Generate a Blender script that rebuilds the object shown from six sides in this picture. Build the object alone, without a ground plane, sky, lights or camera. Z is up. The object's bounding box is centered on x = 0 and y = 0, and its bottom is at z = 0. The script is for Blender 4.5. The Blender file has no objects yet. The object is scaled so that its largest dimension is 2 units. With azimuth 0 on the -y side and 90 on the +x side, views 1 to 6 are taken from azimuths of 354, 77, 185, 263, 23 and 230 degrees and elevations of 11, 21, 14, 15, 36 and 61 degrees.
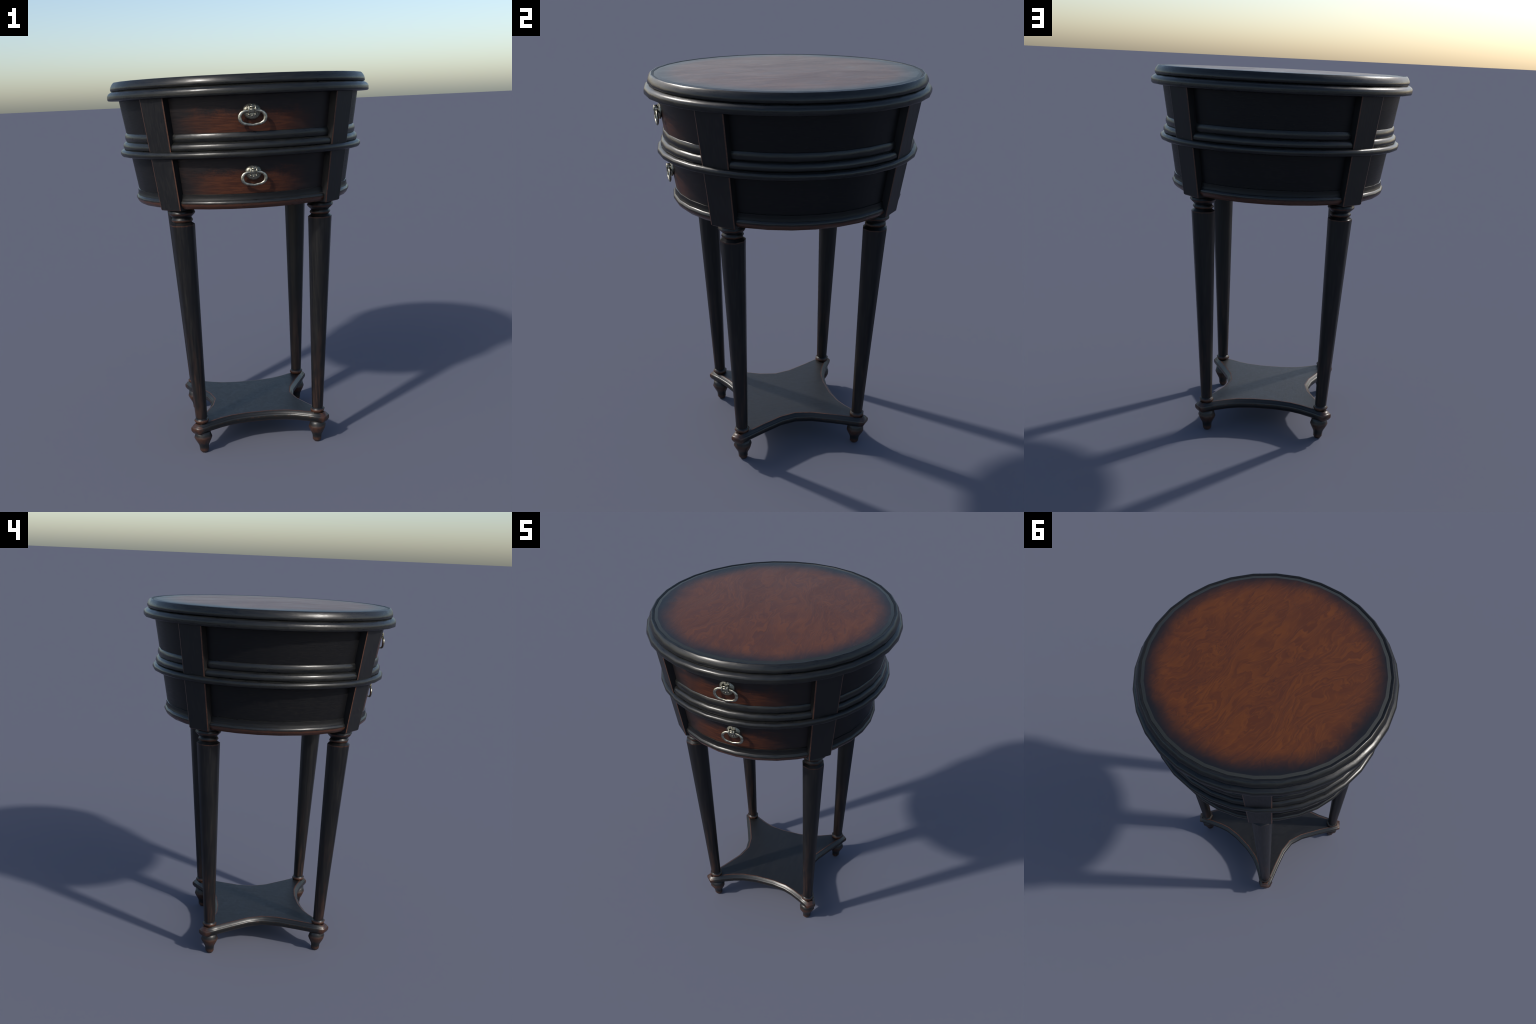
"""Round two-drawer side table: ebonised, rubbed-through finish, burl top, pewter ring pulls."""
import bpy, bmesh, math
from mathutils import Vector, Matrix

TAU = 2 * math.pi
TWIST = math.radians(1.06)          # legs, posts and shelf sit slightly turned on the drum
SEG = 32                            # facets of the drum

# ------------------------------------------------------------------ materials
def new_mat(name):
    m = bpy.data.materials.new(name)
    m.use_nodes = True
    nt = m.node_tree
    nt.nodes.clear()
    out = nt.nodes.new("ShaderNodeOutputMaterial")
    bsdf = nt.nodes.new("ShaderNodeBsdfPrincipled")
    nt.links.new(bsdf.outputs[0], out.inputs[0])
    return m, nt, bsdf

class G:
    """Tiny helper around a node tree."""
    def __init__(self, nt):
        self.nt = nt
        self.tc = nt.nodes.new("ShaderNodeTexCoord")
        self.obj = self.tc.outputs["Object"]
    def link(self, a, b):
        self.nt.links.new(a, b)
    def put(self, sock, v):
        if isinstance(v, bpy.types.NodeSocket):
            self.link(v, sock)
        else:
            sock.default_value = v
    def mapping(self, vec, scale=(1, 1, 1), loc=(0, 0, 0), rot=(0, 0, 0)):
        n = self.nt.nodes.new("ShaderNodeMapping")
        self.link(vec, n.inputs["Vector"])
        n.inputs["Scale"].default_value = scale
        n.inputs["Location"].default_value = loc
        n.inputs["Rotation"].default_value = rot
        return n.outputs[0]
    def noise(self, vec, scale, detail=4, rough=0.55, dist=0.0, color=False):
        n = self.nt.nodes.new("ShaderNodeTexNoise")
        self.link(vec, n.inputs["Vector"])
        n.inputs["Scale"].default_value = scale
        n.inputs["Detail"].default_value = detail
        n.inputs["Roughness"].default_value = rough
        n.inputs["Distortion"].default_value = dist
        return n.outputs["Color" if color else "Fac"]
    def wave(self, vec, scale, dist, detail=3, dscale=1.0, drough=0.6, axis="X"):
        n = self.nt.nodes.new("ShaderNodeTexWave")
        n.wave_type = "BANDS"
        n.bands_direction = axis
        self.link(vec, n.inputs["Vector"])
        n.inputs["Scale"].default_value = scale
        n.inputs["Distortion"].default_value = dist
        n.inputs["Detail"].default_value = detail
        n.inputs["Detail Scale"].default_value = dscale
        n.inputs["Detail Roughness"].default_value = drough
        return n.outputs["Fac"]
    def math(self, op, a, b=0.0, c=0.0, clamp=False):
        n = self.nt.nodes.new("ShaderNodeMath")
        n.operation = op
        n.use_clamp = clamp
        for i, v in enumerate((a, b, c)):
            self.put(n.inputs[i], v)
        return n.outputs[0]
    def ramp(self, fac, lo, hi, a=0.0, b=1.0, smooth=True):
        n = self.nt.nodes.new("ShaderNodeMapRange")
        n.interpolation_type = "SMOOTHSTEP" if smooth else "LINEAR"
        self.put(n.inputs[0], fac)
        for i, v in enumerate((lo, hi, a, b)):
            n.inputs[i + 1].default_value = v
        return n.outputs[0]
    def mix(self, fac, a, b):
        n = self.nt.nodes.new("ShaderNodeMix")
        n.data_type = "RGBA"
        self.put(n.inputs[0], fac)
        for s, v in ((n.inputs[6], a), (n.inputs[7], b)):
            if isinstance(v, tuple) and len(v) == 3:
                v = v + (1.0,)
            self.put(s, v)
        return n.outputs[2]
    def sep(self, vec):
        n = self.nt.nodes.new("ShaderNodeSeparateXYZ")
        self.link(vec, n.inputs[0])
        return n.outputs
    def comb(self, x, y, z):
        n = self.nt.nodes.new("ShaderNodeCombineXYZ")
        for i, v in enumerate((x, y, z)):
            self.put(n.inputs[i], v)
        return n.outputs[0]
    def vadd(self, a, b, k):
        n = self.nt.nodes.new("ShaderNodeVectorMath")
        n.operation = "MULTIPLY_ADD"
        self.link(b, n.inputs[0])
        n.inputs[1].default_value = (k, k, k)
        self.link(a, n.inputs[2])
        return n.outputs[0]
    def bump(self, height, strength, dist=0.01):
        n = self.nt.nodes.new("ShaderNodeBump")
        n.inputs["Strength"].default_value = strength
        n.inputs["Distance"].default_value = dist
        self.link(height, n.inputs["Height"])
        return n.outputs[0]
    def polar(self):
        """(angle * 0.6, radius, height): unrolls the drum so grain runs round it."""
        s = self.sep(self.obj)
        ang = self.math("ARCTAN2", s[1], s[0])
        rad = self.math("SQRT", self.math("ADD", self.math("MULTIPLY", s[0], s[0]),
                                          self.math("MULTIPLY", s[1], s[1])))
        return self.comb(self.math("MULTIPLY", ang, 0.6), rad, s[2]), ang, rad, s[2]

BLACK = (0.0040, 0.0041, 0.0048)
BLACK_HI = (0.0072, 0.0069, 0.0068)
RUB = (0.085, 0.033, 0.017)        # brown wood showing where the black is rubbed through
RUB_DK = (0.040, 0.017, 0.010)

def finish(g, bsdf, col, rough, height, strength, dist=0.004, spec=0.5):
    g.put(bsdf.inputs["Base Color"], col)
    g.put(bsdf.inputs["Roughness"], rough)
    bsdf.inputs["Specular IOR Level"].default_value = spec
    if height is not None:
        g.link(g.bump(height, strength, dist), bsdf.inputs["Normal"])

def mat_panel():
    m, nt, b = new_mat("ebonised_panel")
    g = G(nt)
    p, ang, rad, z = g.polar()
    streak = g.noise(g.mapping(p, (7, 1, 70)), 3.0, 5, 0.65)
    blot = g.noise(g.mapping(p, (3, 1, 6)), 3.0, 3, 0.6)
    col = g.mix(g.ramp(streak, 0.45, 0.75), BLACK, BLACK_HI)
    fleck = g.math("MULTIPLY", g.ramp(g.noise(g.mapping(p, (14, 1, 80)), 4.0, 3, 0.6), 0.62, 0.74),
                   g.ramp(blot, 0.5, 0.65))
    col = g.mix(g.math("MULTIPLY", fleck, 0.5), col, (0.030, 0.024, 0.018))
    finish(g, b, col, g.ramp(streak, 0.3, 0.7, 0.40, 0.50, False), streak, 0.18, 0.003, 0.24)
    return m

def mat_moulding(rub_from=None):
    """Black moulding with slightly lighter streaks and small dents."""
    m, nt, b = new_mat("ebonised_moulding" if rub_from is None else "ebonised_moulding_rubbed")
    g = G(nt)
    p, ang, rad, z = g.polar()
    streak = g.noise(g.mapping(p, (6, 10, 60)), 3.0, 5, 0.65)
    dents = g.noise(g.mapping(p, (30, 40, 90)), 2.0, 3, 0.6)
    patch = g.noise(g.mapping(p, (2.2, 2, 2)), 2.5, 3, 0.6)
    col = g.mix(g.ramp(streak, 0.35, 0.75), (0.0050, 0.0054, 0.0058), (0.0125, 0.0125, 0.0108))
    if rub_from is not None:
        n = g.noise(g.mapping(p, (10, 10, 30)), 3.0, 4, 0.6)
        edge = g.math("ADD", z, g.math("MULTIPLY", g.math("SUBTRACT", n, 0.5), 0.012))
        mask = g.ramp(edge, rub_from + 0.004, rub_from - 0.005)
        mask = g.math("MULTIPLY", mask, g.ramp(patch, 0.2, 0.6, 0.7, 1.0))
        col = g.mix(mask, col, g.mix(n, (0.042, 0.018, 0.011), (0.088, 0.034, 0.018)))
    rough = g.math("ADD", g.ramp(streak, 0.3, 0.7, 0.25, 0.34, False), g.ramp(patch, 0.45, 0.7, 0.0, 0.06))
    h = g.math("ADD", g.math("MULTIPLY", dents, g.ramp(patch, 0.5, 0.62)), g.math("MULTIPLY", streak, 0.45))
    finish(g, b, col, rough, h, 0.16, 0.004, 0.42)
    return m

def mat_grey_strip():
    m, nt, b = new_mat("grey_rim_strip")
    g = G(nt)
    n = g.noise(g.mapping(g.obj, (40, 40, 40)), 3.0, 4, 0.6)
    col = g.mix(n, (0.0125, 0.0138, 0.0115), (0.0235, 0.0238, 0.0190))
    finish(g, b, col, 0.40, n, 0.15, 0.002)
    return m

def mat_top():
    """Burl veneer shaded to black at its rim."""
    m, nt, b = new_mat("burl_veneer")
    g = G(nt)
    base = g.mapping(g.obj, (1, 1, 1), (0.13, 0.21, 0.0), (0, 0, math.radians(-6)))
    warp = g.noise(g.mapping(base, (3.0, 1.3, 1)), 1.9, 3, 0.5, 0.3, True)
    v = g.vadd(base, warp, 0.30)
    field = g.noise(g.mapping(v, (2.6, 0.75, 1)), 1.7, 3, 0.5, 0.7)          # contours of it are the growth rings
    ring = g.math("FRACT", g.math("MULTIPLY", field, 15.0))
    late = g.math("MULTIPLY", g.ramp(ring, 0.10, 0.92), g.ramp(ring, 1.0, 0.94))
    fig = g.noise(g.mapping(v, (6.0, 1.6, 1)), 1.5, 5, 0.62, 1.0)
    fine = g.noise(g.mapping(v, (90, 6, 1)), 2.0, 4, 0.65)
    pores = g.noise(g.mapping(v, (48, 22, 1)), 3.0, 3, 0.7)
    clump = g.noise(base, 5.0, 2, 0.5)
    col = g.mix(g.ramp(fig, 0.30, 0.70), (0.074, 0.0205, 0.0060), (0.104, 0.0298, 0.0062))
    col = g.mix(g.math("MULTIPLY", late, 0.60), col, (0.054, 0.0148, 0.0060))
    col = g.mix(g.math("MULTIPLY", g.ramp(fine, 0.48, 0.70), 0.48), col, (0.135, 0.0405, 0.0072))
    eyes = g.math("MULTIPLY", g.ramp(pores, 0.58, 0.68), g.ramp(clump, 0.44, 0.60))
    col = g.mix(g.math("MULTIPLY", eyes, 0.60), col, (0.030, 0.0115, 0.0080))
    # darkened rim
    s = g.sep(g.mapping(g.obj, (1, 1, 1), (-0.010, 0.014, 0)))
    rad = g.math("SQRT", g.math("ADD", g.math("MULTIPLY", s[0], s[0]), g.math("MULTIPLY", s[1], s[1])))
    wob = g.noise(g.mapping(g.obj, (2.2, 2.2, 1)), 1.6, 3, 0.55)
    wob2 = g.noise(g.mapping(g.obj, (40, 18, 1)), 2.0, 4, 0.7)
    rr = g.math("ADD", rad, g.math("ADD", g.math("MULTIPLY", g.math("SUBTRACT", wob, 0.5), 0.10),
                                   g.math("MULTIPLY", g.math("SUBTRACT", wob2, 0.5), 0.045)))
    rim = g.ramp(rr, 0.500, 0.648)
    col = g.mix(rim, col, (0.0065, 0.0066, 0.0082))
    h = g.math("ADD", g.math("MULTIPLY", fine, 0.5),
               g.math("ADD", g.math("MULTIPLY", late, -0.06), g.math("MULTIPLY", eyes, -0.22)))
    finish(g, b, col, g.ramp(fig, 0.3, 0.7, 0.37, 0.29, False), h, 0.26, 0.004, 0.32)
    return m

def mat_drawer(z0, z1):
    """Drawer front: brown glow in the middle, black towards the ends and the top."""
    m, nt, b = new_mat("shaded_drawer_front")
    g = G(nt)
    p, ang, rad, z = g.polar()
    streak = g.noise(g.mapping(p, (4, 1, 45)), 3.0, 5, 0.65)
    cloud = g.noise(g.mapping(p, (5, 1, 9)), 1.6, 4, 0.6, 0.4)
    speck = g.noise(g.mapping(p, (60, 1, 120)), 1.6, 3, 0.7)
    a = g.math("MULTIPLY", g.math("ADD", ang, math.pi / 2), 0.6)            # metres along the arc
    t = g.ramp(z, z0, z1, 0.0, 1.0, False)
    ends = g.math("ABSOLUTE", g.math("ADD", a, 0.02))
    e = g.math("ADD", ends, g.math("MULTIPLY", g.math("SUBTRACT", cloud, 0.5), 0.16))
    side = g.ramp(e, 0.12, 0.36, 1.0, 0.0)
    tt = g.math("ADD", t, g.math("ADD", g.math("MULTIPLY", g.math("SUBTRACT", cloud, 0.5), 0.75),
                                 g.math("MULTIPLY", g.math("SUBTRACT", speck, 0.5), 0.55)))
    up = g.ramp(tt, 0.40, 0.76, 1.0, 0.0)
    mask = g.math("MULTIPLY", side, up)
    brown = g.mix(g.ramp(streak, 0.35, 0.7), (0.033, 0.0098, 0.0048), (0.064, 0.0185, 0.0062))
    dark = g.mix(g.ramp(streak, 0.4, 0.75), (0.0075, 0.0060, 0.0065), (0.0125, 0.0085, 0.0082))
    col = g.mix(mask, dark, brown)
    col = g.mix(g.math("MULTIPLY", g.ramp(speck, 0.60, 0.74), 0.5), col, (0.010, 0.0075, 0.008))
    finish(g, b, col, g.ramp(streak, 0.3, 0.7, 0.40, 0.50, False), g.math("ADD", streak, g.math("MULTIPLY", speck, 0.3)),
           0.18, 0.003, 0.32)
    return m

def mat_leg():
    """Black turned leg: rubbed rings on the capital, brown streaks low on the shaft."""
    m, nt, b = new_mat("ebonised_leg")
    g = G(nt)
    s = g.sep(g.obj)
    z = s[2]
    rnd = nt.nodes.new("ShaderNodeObjectInfo").outputs["Random"]
    off = g.comb(g.math("MULTIPLY", rnd, 7.0), g.math("MULTIPLY", rnd, 3.0), 0.0)
    v = g.vadd(g.obj, off, 1.0)
    streak = g.noise(g.mapping(v, (60, 60, 3.2)), 1.6, 5, 0.65)
    broad = g.noise(g.mapping(v, (24, 24, 2.4)), 1.5, 4, 0.6)
    col = g.mix(g.ramp(streak, 0.42, 0.75), BLACK, (0.0115, 0.0108, 0.0095))
    low = g.math("MULTIPLY", g.ramp(z, 0.86, 0.30), g.ramp(broad, 0.43, 0.60))
    low = g.math("MULTIPLY", low, g.ramp(streak, 0.36, 0.60, 0.25, 1.0))
    low = g.math("MULTIPLY", low, g.ramp(z, 0.200, 0.206))
    col = g.mix(g.math("MULTIPLY", low, 0.75), col, (0.036, 0.0185, 0.0125))
    def band(c, half, soft):
        d = g.math("ABSOLUTE", g.math("SUBTRACT", z, c))
        return g.ramp(g.math("ADD", d, g.math("MULTIPLY", g.math("SUBTRACT", broad, 0.5), 0.004)),
                      half + soft, half - soft)
    rub = band(1.2625, 0.0022, 0.0018)
    for c, h, sft in ((1.2855, 0.0042, 0.002), (1.3215, 0.0038, 0.002), (0.1835, 0.0085, 0.003)):
        rub = g.math("MAXIMUM", rub, band(c, h, sft))
    rub = g.math("MULTIPLY", rub, g.ramp(streak, 0.25, 0.6, 0.45, 1.0))
    col = g.mix(g.math("MULTIPLY", rub, 0.9), col, g.mix(broad, RUB_DK, RUB))
    finish(g, b, col, g.ramp(streak, 0.3, 0.7, 0.34, 0.46, False), streak, 0.18, 0.003, 0.38)
    return m

def mat_foot():
    m, nt, b = new_mat("rubbed_foot")
    g = G(nt)
    s = g.sep(g.obj)
    z = s[2]
    streak = g.noise(g.mapping(g.obj, (70, 70, 14)), 1.6, 4, 0.65)
    zz = g.math("ADD", z, g.math("MULTIPLY", g.math("SUBTRACT", streak, 0.5), 0.020))
    knee = g.math("MULTIPLY", g.ramp(zz, 0.052, 0.062), g.ramp(zz, 0.102, 0.090))
    toe = g.ramp(zz, 0.028, 0.020)
    mask = g.math("MULTIPLY", g.math("MAXIMUM", knee, toe), g.ramp(streak, 0.3, 0.6, 0.45, 0.95))
    col = g.mix(mask, (0.0090, 0.0088, 0.0090), g.mix(streak, (0.032, 0.014, 0.009), (0.058, 0.024, 0.013)))
    finish(g, b, col, 0.42, streak, 0.15, 0.003)
    return m

def mat_post():
    m, nt, b = new_mat("ebonised_post")
    g = G(nt)
    streak = g.noise(g.mapping(g.obj, (55, 55, 5)), 1.6, 5, 0.65)
    col = g.mix(g.ramp(streak, 0.42, 0.75), (0.0050, 0.0051, 0.0060), (0.0105, 0.0098, 0.0092))
    finish(g, b, col, g.ramp(streak, 0.3, 0.7, 0.42, 0.52, False), streak, 0.18, 0.003, 0.35)
    return m

def mat_rub():
    """Brown line where the black is rubbed off an edge."""
    m, nt, b = new_mat("rubbed_edge")
    g = G(nt)
    n = g.noise(g.mapping(g.obj, (14, 14, 14)), 2.2, 4, 0.65)
    n2 = g.noise(g.mapping(g.obj, (60, 60, 60)), 2.0, 3, 0.6)
    col = g.mix(g.ramp(n2, 0.3, 0.7), RUB_DK, RUB)
    col = g.mix(g.ramp(n, 0.50, 0.74, 0.0, 0.60), col, (0.012, 0.010, 0.010))
    finish(g, b, col, 0.45, n2, 0.12, 0.002)
    return m

def mat_shelf_top():
    m, nt, b = new_mat("ebonised_shelf")
    g = G(nt)
    streak = g.noise(g.mapping(g.obj, (45, 5, 1)), 1.8, 5, 0.65, 0.4)
    scr = g.noise(g.mapping(g.obj, (9, 9, 1)), 2.4, 5, 0.7, 1.5)
    col = g.mix(g.ramp(streak, 0.42, 0.75), BLACK, (0.0085, 0.0084, 0.0084))
    col = g.mix(g.ramp(scr, 0.60, 0.74, 0.0, 0.45), col, (0.020, 0.018, 0.016))
    finish(g, b, col, g.ramp(scr, 0.3, 0.7, 0.40, 0.52, False), g.math("ADD", streak, scr), 0.16, 0.003, 0.5)
    return m

def mat_shelf_edge():
    """Shelf moulding: black along the sides, rubbed brown round the corners."""
    m, nt, b = new_mat("ebonised_shelf_edge")
    g = G(nt)
    s = g.sep(g.obj)
    rad = g.math("SQRT", g.math("ADD", g.math("MULTIPLY", s[0], s[0]), g.math("MULTIPLY", s[1], s[1])))
    n = g.noise(g.mapping(g.obj, (30, 30, 30)), 1.8, 4, 0.65)
    r2 = g.math("ADD", rad, g.math("MULTIPLY", g.math("SUBTRACT", n, 0.5), 0.05))
    corner = g.math("MULTIPLY", g.ramp(r2, 0.478, 0.506), g.ramp(n, 0.3, 0.6, 0.45, 0.95))
    zc = g.math("ABSOLUTE", g.math("SUBTRACT", s[2], 0.148))
    ridge = g.math("MULTIPLY", g.ramp(zc, 0.006, 0.002), g.ramp(n, 0.50, 0.66, 0.0, 0.55))
    col = g.mix(g.math("MAXIMUM", corner, ridge), (0.0075, 0.0077, 0.0075), g.mix(n, RUB_DK, (0.066, 0.026, 0.014)))
    finish(g, b, col, 0.34, n, 0.12, 0.003)
    return m

def mat_metal():
    m, nt, b = new_mat("aged_pewter")
    g = G(nt)
    n = g.noise(g.mapping(g.obj, (60, 60, 60)), 1.6, 4, 0.6)
    col = g.mix(g.ramp(n, 0.35, 0.7), (0.25, 0.24, 0.195), (0.47, 0.45, 0.365))
    b.inputs["Metallic"].default_value = 1.0
    finish(g, b, col, g.ramp(n, 0.3, 0.7, 0.26, 0.40, False), n, 0.12, 0.002)
    return m

def mat_metal_dark():
    m, nt, b = new_mat("tarnished_pewter")
    g = G(nt)
    n = g.noise(g.mapping(g.obj, (70, 70, 70)), 1.8, 4, 0.6)
    col = g.mix(g.ramp(n, 0.35, 0.7), (0.16, 0.155, 0.125), (0.33, 0.315, 0.26))
    b.inputs["Metallic"].default_value = 1.0
    finish(g, b, col, 0.42, n, 0.2, 0.003)
    return m

# ------------------------------------------------------------------ mesh helpers
def mesh_from_bm(name, bm, mats, recalc=True):
    if recalc:
        bmesh.ops.recalc_face_normals(bm, faces=bm.faces[:])
    me = bpy.data.meshes.new(name)
    bm.to_mesh(me)
    bm.free()
    for mt in mats:
        me.materials.append(mt)
    return me

def add(name, me, parent=None, matrix=None):
    o = bpy.data.objects.new(name, me)
    bpy.context.scene.collection.objects.link(o)
    if parent is not None:
        o.parent = parent
    if matrix is not None:
        o.matrix_local = matrix
    return o

def lathe(name, profile, n, mats, start=0.0, span=TAU, centre=None, smooth=True):
    """profile: list of (r, z, sharp, material of the strip that follows). r = 0 closes an end."""
    bm = bmesh.new()
    full = abs(span - TAU) < 1e-6
    cols = n if full else n + 1
    rings = []
    for r, z, sharp, mi in profile:
        cx = centre(z) if centre else 0.0
        if r <= 1e-6:
            rings.append([bm.verts.new((cx, 0, z))])
        else:
            rings.append([bm.verts.new((cx + r * math.cos(start + span * k / n),
                                        r * math.sin(start + span * k / n), z)) for k in range(cols)])
    for i in range(len(rings) - 1):
        a, b = rings[i], rings[i + 1]
        for k in range(n):
            k2 = (k + 1) % cols
            vs = [a[k % len(a)], a[k2 % len(a)], b[k2 % len(b)], b[k % len(b)]]
            seen = []
            for v in vs:
                if v not in seen:
                    seen.append(v)
            if len(seen) >= 3:
                f = bm.faces.new(seen)
                f.material_index = profile[i][3]
                f.smooth = smooth
    for (r, z, sharp, mi), ring in zip(profile, rings):
        if sharp and len(ring) > 1:
            for k in range(n):
                e = bm.edges.get((ring[k], ring[(k + 1) % cols]))
                if e:
                    e.smooth = False
    return mesh_from_bm(name, bm, mats)

def rounded(pts, sharp_ids=(), mats=None, steps=3):
    """Catmull-Rom through a moulding profile; sharp ids break the curve (quirks and arrises)."""
    out = []
    n = len(pts)
    for i in range(n - 1):
        p1, p2 = pts[i], pts[i + 1]
        p0 = pts[i - 1] if i > 0 and i not in sharp_ids else (2 * p1[0] - p2[0], 2 * p1[1] - p2[1])
        p3 = pts[i + 2] if i + 2 < n and (i + 1) not in sharp_ids else (2 * p2[0] - p1[0], 2 * p2[1] - p1[1])
        both = (i in sharp_ids or i == 0) and ((i + 1) in sharp_ids or i + 1 == n - 1)
        st = 1 if both else steps
        for s in range(st):
            t = s / st
            q = [0.5 * (2 * p1[k] + (p2[k] - p0[k]) * t + (2 * p0[k] - 5 * p1[k] + 4 * p2[k] - p3[k]) * t * t
                        + (3 * p1[k] - p0[k] - 3 * p2[k] + p3[k]) * t ** 3) for k in (0, 1)]
            out.append((q[0], q[1], s == 0 and i in sharp_ids, 0 if mats is None else mats[i]))
    out.append((pts[-1][0], pts[-1][1], False, 0))
    return out

# ------------------------------------------------------------------ build
M_PANEL, M_MOULD, M_BASE = mat_panel(), mat_moulding(), mat_moulding(1.3800)
M_TOP, M_STRIP, M_LEG, M_FOOT = mat_top(), mat_grey_strip(), mat_leg(), mat_foot()
M_POST, M_RUB, M_SHELF, M_SHEDGE = mat_post(), mat_rub(), mat_shelf_top(), mat_shelf_edge()
M_METAL, M_METDK = mat_metal(), mat_metal_dark()

table = bpy.data.objects.new("side_table", None)
bpy.context.scene.collection.objects.link(table)
table["label"] = "round black two-drawer side table with burl top"
table["category"] = "side table"

# --- table top -----------------------------------------------------------------
rim_pts = [(0.6540, 1.9868), (0.6555, 1.9892), (0.6655, 1.9910),            # quirk and fillet round the panel
           (0.6705, 1.9895), (0.6788, 1.9780), (0.6843, 1.9650), (0.6853, 1.9550), (0.6828, 1.9475),
           (0.6780, 1.9445),                                               # quirk
           (0.6880, 1.9400), (0.6985, 1.9325), (0.7036, 1.9230), (0.7043, 1.9125), (0.7038, 1.9045),
           (0.7005, 1.8985), (0.6900, 1.8962), (0.6000, 1.8955)]
rim = [(0.0, 1.9840, False, 0), (0.6400, 1.9840, False, 0)] + rounded(rim_pts, {0, 1, 2, 8, 15}, [1, 1] + [0] * 14)
rim += [(0.0, 1.8955, False, 0)]
top = add("tabletop", lathe("tabletop", rim, SEG, [M_MOULD, M_PANEL]), table)

# the veneer is very slightly crowned: 1 cm higher in the middle than at the grey strip
add("top_panel", lathe("top_panel", [
    (0.0, 2.0000, False, 0), (0.3000, 1.9957, False, 0), (0.6360, 1.9908, True, 1), (0.6535, 1.9880, True, 0),
    (0.6533, 1.9855, True, 0), (0.0, 1.9855, False, 0)], SEG, [M_TOP, M_STRIP]), top)

# --- drum: panels, drawers, mouldings ------------------------------------------
def drum_r(z):
    """outer radius of the tapering drum (corner radius of the facets)"""
    return 0.6420 - (1.887 - z) * 0.1585

def panel_mesh(name, z0, z1, centre_angle, mat):
    a0 = centre_angle - math.pi / 4
    prof = [(drum_r(z0) - 0.022, z0, True, 0), (drum_r(z0), z0, True, 0)]
    for k in range(1, 4):
        z = z0 + (z1 - z0) * k / 4
        prof.append((drum_r(z), z, False, 0))
    prof += [(drum_r(z1), z1, True, 0), (drum_r(z1) - 0.022, z1, True, 0),
             (drum_r(z0) - 0.022, z0, True, 0)]
    return lathe(name, prof, SEG // 4, [mat], a0, math.pi / 2)

UP, LO = (1.7050, 1.8985), (1.4200, 1.6100)
for z0, z1 in (UP, LO):
    for q in range(4):
        ang = -math.pi / 2 + q * math.pi / 2
        if q == 0:
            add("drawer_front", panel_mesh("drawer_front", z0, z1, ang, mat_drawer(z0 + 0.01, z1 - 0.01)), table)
        else:
            add("side_panel", panel_mesh("side_panel", z0, z1, ang, M_PANEL), table)

waist_pts = [(0.560, 1.7270), (0.6155, 1.7262),
             (0.6192, 1.7235), (0.6228, 1.7150), (0.6246, 1.7045), (0.6236, 1.6940), (0.6205, 1.6860),
             (0.6180, 1.6825),
             (0.6245, 1.6800), (0.6320, 1.6725), (0.6358, 1.6620), (0.6360, 1.6520), (0.6338, 1.6455),
             (0.6305, 1.6430),
             (0.6400, 1.6405), (0.6482, 1.6355), (0.6525, 1.6280), (0.6530, 1.6185), (0.6505, 1.6110),
             (0.6430, 1.6062), (0.5700, 1.6045)]
add("waist_moulding", lathe("waist_moulding", rounded(waist_pts, {0, 1, 7, 13, 19, 20}), SEG, [M_MOULD]), table)

base_pts = [(0.530, 1.4300), (0.5700, 1.4285), (0.5735, 1.4270), (0.5738, 1.4100), (0.5765, 1.3985),
            (0.5800, 1.3950), (0.5840, 1.3885), (0.5845, 1.3810), (0.5795, 1.3690), (0.5650, 1.3545),
            (0.5000, 1.3530)]
base = rounded(base_pts, {0, 1, 2, 4, 9, 10}, [0, 0, 1, 1, 0, 0, 0, 0, 0, 0]) + [(0.0, 1.3530, False, 0)]
add("base_moulding", lathe("base_moulding", base, SEG, [M_BASE, M_PANEL]), table)

# --- corner posts ----------------------------------------------------------------
def post_mesh():
    """flat tapering stile leaning with the drum; front arrises rubbed brown"""
    bm = bmesh.new()
    b = 0.0042
    zt, zb = 1.9030, 1.3450
    def section(z, inset):
        d = 0.6745 - 0.1640 * (1.89 - z) - inset
        w = 0.0768 - 0.0100 * (1.89 - z) / 0.545 - inset
        back = 0.455
        return [bm.verts.new(p) for p in ((back, -w, z), (d - b * 0.6, -w, z), (d, -w + b * 1.35, z),
                                          (d, w - b * 1.35, z), (d - b * 0.6, w, z), (back, w, z))]
    rows = [section(zt, 0), section(1.62, 0), section(zb + b, 0), section(zb, b)]
    for i in range(3):
        for k in range(6):
            k2 = (k + 1) % 6
            f = bm.faces.new((rows[i][k], rows[i][k2], rows[i + 1][k2], rows[i + 1][k]))
            f.material_index = 1 if k in (1, 3) or (i == 2 and k == 2) else 0
    bm.faces.new(rows[0])
    bm.faces.new(rows[3])
    return mesh_from_bm("corner_post", bm, [M_POST, M_RUB])

# --- legs and feet -------------------------------------------------------------------
def leg_axis(z):
    return 0.4432 + 0.0485 * z

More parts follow.
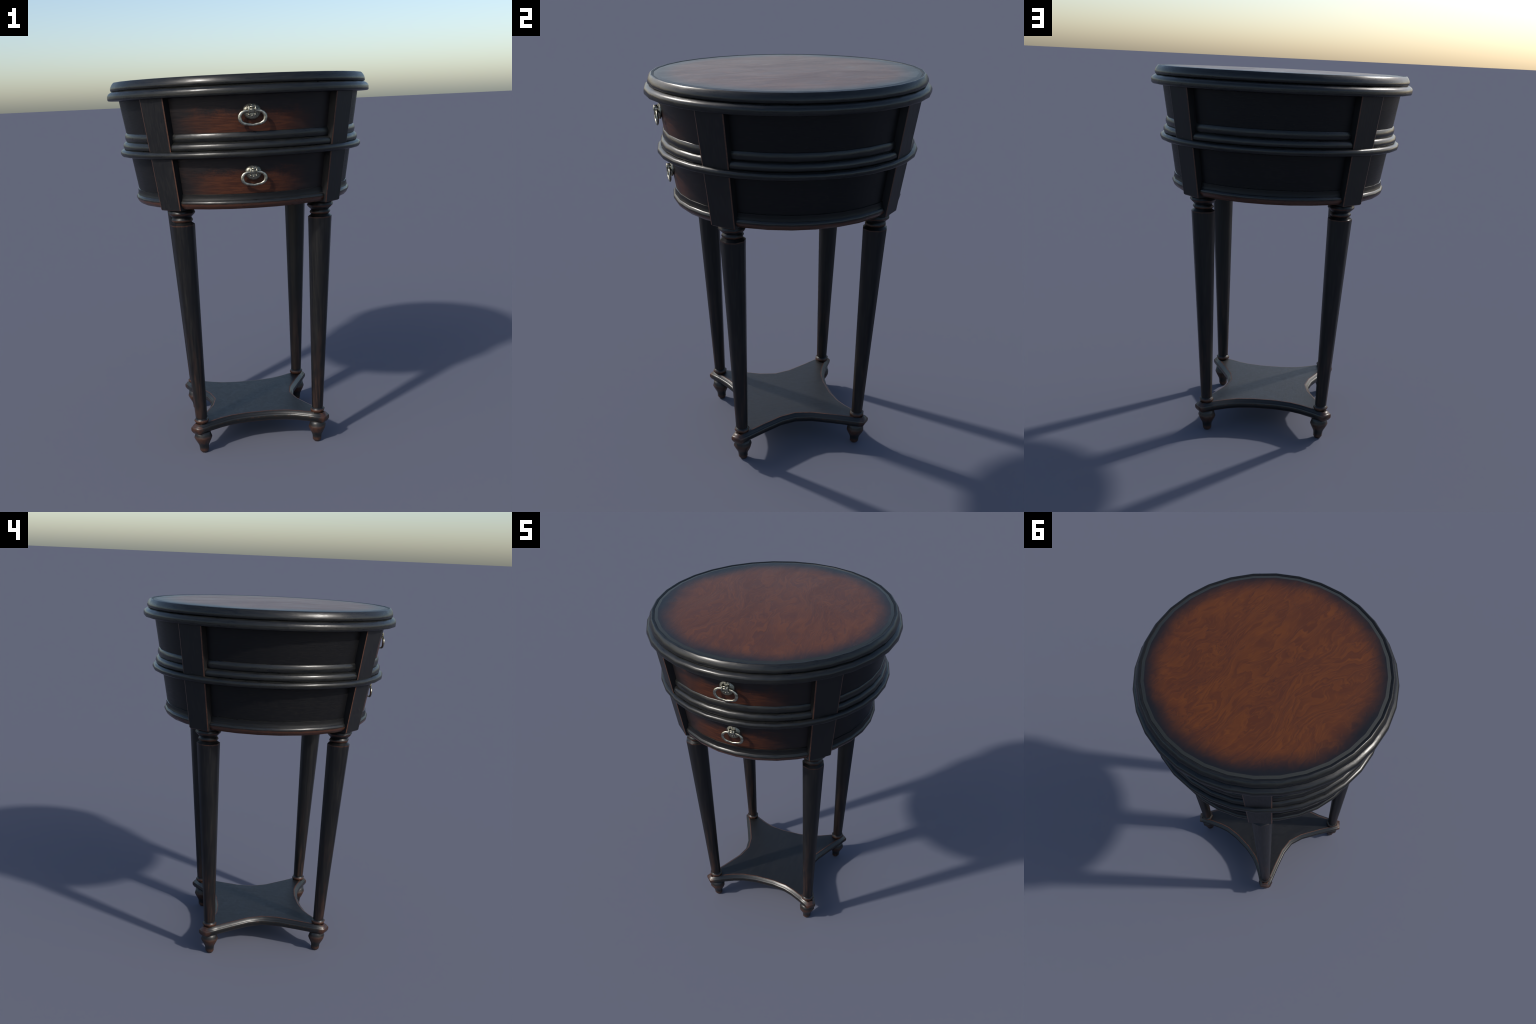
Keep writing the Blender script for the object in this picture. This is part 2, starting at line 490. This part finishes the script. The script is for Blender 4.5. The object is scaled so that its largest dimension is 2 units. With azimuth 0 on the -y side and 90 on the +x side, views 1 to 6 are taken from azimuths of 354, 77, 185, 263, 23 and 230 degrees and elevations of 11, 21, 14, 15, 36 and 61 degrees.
leg_prof = [(0.0, 1.3480, False, 0), (0.0600, 1.3475, False, 0), (0.0660, 1.3360, False, 0),
            (0.0695, 1.3270, True, 0), (0.0665, 1.3205, False, 0), (0.0475, 1.3020, True, 0),
            (0.0525, 1.2955, False, 0), (0.0550, 1.2895, False, 0), (0.0535, 1.2845, False, 0),
            (0.0475, 1.2775, True, 0), (0.0630, 1.2660, True, 0),
            (0.0612, 1.2200, False, 0), (0.0522, 0.9200, False, 0), (0.0415, 0.5600, False, 0),
            (0.0312, 0.1985, True, 0), (0.0385, 0.1915, False, 0), (0.0402, 0.1865, False, 0),
            (0.0385, 0.1805, False, 0), (0.0325, 0.1700, False, 0), (0.0, 0.1690, False, 0)]
foot_prof = [(0.0, 0.1210, False, 0), (0.0420, 0.1200, False, 0), (0.0435, 0.1050, False, 0),
             (0.0480, 0.0920, False, 0), (0.0486, 0.0850, False, 0), (0.0420, 0.0690, False, 0),
             (0.0325, 0.0510, False, 0), (0.0272, 0.0400, False, 0), (0.0252, 0.0280, False, 0),
             (0.0245, 0.0100, True, 0), (0.0180, 0.0, True, 0), (0.0, 0.0, False, 0)]
ME_POST = post_mesh()
ME_LEG = lathe("leg", leg_prof, 8, [M_LEG], centre=leg_axis)
ME_FOOT = lathe("foot", foot_prof, 8, [M_FOOT], centre=leg_axis)
for q in range(4):
    rot = Matrix.Rotation(TWIST + math.pi / 4 + q * math.pi / 2, 4, "Z")
    add("corner_post", ME_POST, table, rot)
    leg = add("leg", ME_LEG, table, rot)
    add("foot", ME_FOOT, leg)

# --- shelf ---------------------------------------------------------------------------------
def shelf_outline():
    """top edge, counter-clockwise: four hollow sides between clipped corners"""
    xs = [(0.2205, 0.0), (0.2395, 0.090), (0.2900, 0.200), (0.3285, 0.277), (0.3600, 0.3360)]
    ys = [(0.3360, 0.3600), (0.280, 0.3215), (0.210, 0.2850), (0.150, 0.2625), (0.060, 0.2485)]
    right = [(x, -y) for x, y in reversed(xs[1:])] + xs
    upper = ys + [(-x, y) for x, y in reversed(ys)]
    return [Vector(p) for p in right + upper + [(-x, -y) for x, y in right] + [(-x, -y) for x, y in upper]]

def shelf_mesh():
    base = shelf_outline()
    n = len(base)
    def offset(d):
        res = []
        for i in range(n):
            p, a, c = base[i], base[i - 1], base[(i + 1) % n]
            n1 = (p - a).normalized()
            n2 = (c - p).normalized()
            n1, n2 = Vector((n1.y, -n1.x)), Vector((n2.y, -n2.x))
            m = (n1 + n2).normalized()
            k = m.dot(n1)
            res.append(p + m * (d if k < 0.9 else d / k))         # clipped corners stay blunt
        return res
    prof = [(-0.0032, 0.1730, True, 1), (0.0020, 0.1720, True, 2), (0.0080, 0.1670, False, 2), (0.0125, 0.1615, False, 2),
            (0.0140, 0.1595, True, 2), (0.0180, 0.1570, False, 2), (0.0200, 0.1520, False, 2), (0.0205, 0.1440, False, 2),
            (0.0192, 0.1350, False, 2), (0.0110, 0.1235, True, 1), (0.0060, 0.1192, True, 2), (0.0020, 0.1180, True, 2)]
    bm = bmesh.new()
    rows = [[bm.verts.new((p.x, p.y, z)) for p in offset(d)] for d, z, s, mi in prof]
    for i in range(len(rows) - 1):
        for k in range(n):
            k2 = (k + 1) % n
            f = bm.faces.new((rows[i][k], rows[i + 1][k], rows[i + 1][k2], rows[i][k2]))
            f.material_index = prof[i][3]
            f.smooth = True
    bm.faces.new(rows[0])
    bm.faces.new(list(reversed(rows[-1]))).material_index = 2
    for (d, z, s, mi), row in zip(prof, rows):
        if s:
            for k in range(n):
                bm.edges.get((row[k], row[(k + 1) % n])).smooth = False
    return mesh_from_bm("lower_shelf", bm, [M_SHELF, M_RUB, M_SHEDGE])

add("lower_shelf", shelf_mesh(), table, Matrix.Rotation(TWIST, 4, "Z"))

# --- drawer pulls ----------------------------------------------------------------------------
# local frame of a pull: x right, y out of the drawer, z up along the drawer face
def dome(bm, c, r, h, nu=12, nv=4, mi=0):
    rings = []
    for j in range(nv):
        t = j / nv * math.pi / 2
        rings.append([bm.verts.new((c[0] + r * math.cos(t) * math.cos(TAU * k / nu), c[1] + h * math.sin(t),
                                    c[2] + r * math.cos(t) * math.sin(TAU * k / nu))) for k in range(nu)])
    tip = bm.verts.new((c[0], c[1] + h, c[2]))
    for j in range(nv):
        for k in range(nu):
            k2 = (k + 1) % nu
            vs = (rings[j][k], rings[j][k2], rings[j + 1][k2], rings[j + 1][k]) if j + 1 < nv else \
                 (rings[j][k], rings[j][k2], tip)
            f = bm.faces.new(vs)
            f.smooth = True
            f.material_index = mi

def backplate_mesh():
    bm = bmesh.new()
    prof = [(0.0425, -0.006), (0.0425, 0.0010), (0.0412, 0.0040), (0.0360, 0.0085), (0.0290, 0.0118),
            (0.0200, 0.0140), (0.0110, 0.0152), (0.0, 0.0156)]
    nu = 24
    rings = []
    for r, y in prof:
        if r == 0:
            rings.append([bm.verts.new((0, y, 0))])
        else:
            rings.append([bm.verts.new((r * math.cos(TAU * k / nu), y, r * math.sin(TAU * k / nu))) for k in range(nu)])
    for i in range(len(rings) - 1):
        for k in range(nu):
            k2 = (k + 1) % nu
            vs = [rings[i][k], rings[i][k2]] + ([rings[i + 1][k2], rings[i + 1][k]] if len(rings[i + 1]) > 1 else rings[i + 1])
            f = bm.faces.new(vs)
            f.smooth = True
            f.material_index = 0
    bm.faces.new(rings[0])
    for k in range(10):                                    # bosses round the plate
        a = TAU * (k + 0.5) / 10 - math.pi / 2 + TAU / 20
        r = 0.0076 if k % 5 == 0 else 0.0060
        dome(bm, (0.0250 * math.cos(a), 0.0105, 0.0250 * math.sin(a)), r, 0.0046, 10, 3, 0)
    return mesh_from_bm("drawer_pull", bm, [M_METDK, M_METAL])

def sweep(bm, path, radii, closed, nu=10):
    """tube along a path with parallel frames (path lies near a plane facing y)"""
    n = len(path)
    rings = []
    for i, p in enumerate(path):
        a = path[i - 1] if closed or i > 0 else p
        c = path[(i + 1) % n] if closed or i < n - 1 else p
        t = (c - a).normalized()
        up = Vector((0, 1, 0))
        s = t.cross(up).normalized()
        up = s.cross(t)
        rings.append([bm.verts.new(p + (s * math.cos(TAU * k / nu) + up * math.sin(TAU * k / nu)) * radii[i]) for k in range(nu)])
    for i in range(n if closed else n - 1):
        for k in range(nu):
            k2 = (k + 1) % nu
            f = bm.faces.new((rings[i][k], rings[i][k2], rings[(i + 1) % n][k2], rings[(i + 1) % n][k]))
            f.smooth = True
    if not closed:
        bm.faces.new(rings[0])
        bm.faces.new(rings[-1])

def ring_mesh():
    half = [(0.0000, 0.0300, .0058), (0.0230, 0.0305, .0062), (0.0400, 0.0285, .0070), (0.0520, 0.0210, .0082),
            (0.0592, 0.0100, .0092), (0.0612, -0.0015, .0094), (0.0582, -0.0135, .0090), (0.0500, -0.0235, .0080),
            (0.0370, -0.0295, .0070), (0.0190, -0.0325, .0064), (0.0000, -0.0360, .0062)]
    full = half + [(-x, z, r) for x, z, r in reversed(half[1:-1])]
    path = [Vector((x, 0.0, z)) for x, z, r in full]
    bm = bmesh.new()
    sweep(bm, path, [r for x, z, r in full], True)
    bmesh.ops.scale(bm, vec=(1, 0.70, 1), verts=bm.verts[:])        # cast ring, flattish
    return mesh_from_bm("pull_ring", bm, [M_METAL])

def bracket_mesh():
    """hinge: two lugs carrying two cross pins"""
    bm = bmesh.new()
    for sx in (-1, 1):
        x = 0.0150 * sx
        sweep(bm, [Vector((x, 0.006, 0.016)), Vector((x, 0.020, 0.0155)), Vector((x, 0.0285, 0.0120)),
                   Vector((x, 0.0300, 0.0030)), Vector((x, 0.0270, -0.0070)), Vector((x * 1.06, 0.0160, -0.0125)),
                   Vector((x * 1.1, 0.0060, -0.0130))],
              [.0050, .0052, .0048, .0042, .0042, .0052, .0060], False, 8)
        dome(bm, (x * 1.12, 0.0285, 0.0138), 0.0046, 0.0048, 10, 3)
    for y, z, r in ((0.0285, 0.0125, .0044), (0.0270, 0.0010, .0046), (0.015, -0.009, .0050)):
        sweep(bm, [Vector((-0.0150, y, z)), Vector((0.0, y, z)), Vector((0.0150, y, z))], [r] * 3, False, 8)
    return mesh_from_bm("pull_bracket", bm, [M_METAL])

ME_PLATE, ME_RING, ME_BRACKET = backplate_mesh(), ring_mesh(), bracket_mesh()
lean = math.atan(0.1585)
for zc, k in ((1.8225, 1.0), (1.5330, 0.93)):
    # the local +y axis is turned to face out of the front (-y) and leans down with the drum
    m = (Matrix.Translation((0.0, -drum_r(zc) * 0.9985, zc)) @ Matrix.Rotation(-lean, 4, "X") @
         Matrix.Rotation(math.pi, 4, "Z") @ Matrix.Scale(k, 4))
    pull = add("drawer_pull", ME_PLATE, table, m)
    add("pull_bracket", ME_BRACKET, pull)
    add("pull_ring", ME_RING, pull, Matrix.Translation((0, 0.0145, -0.0335)) @ Matrix.Rotation(math.radians(-10), 4, "X"))
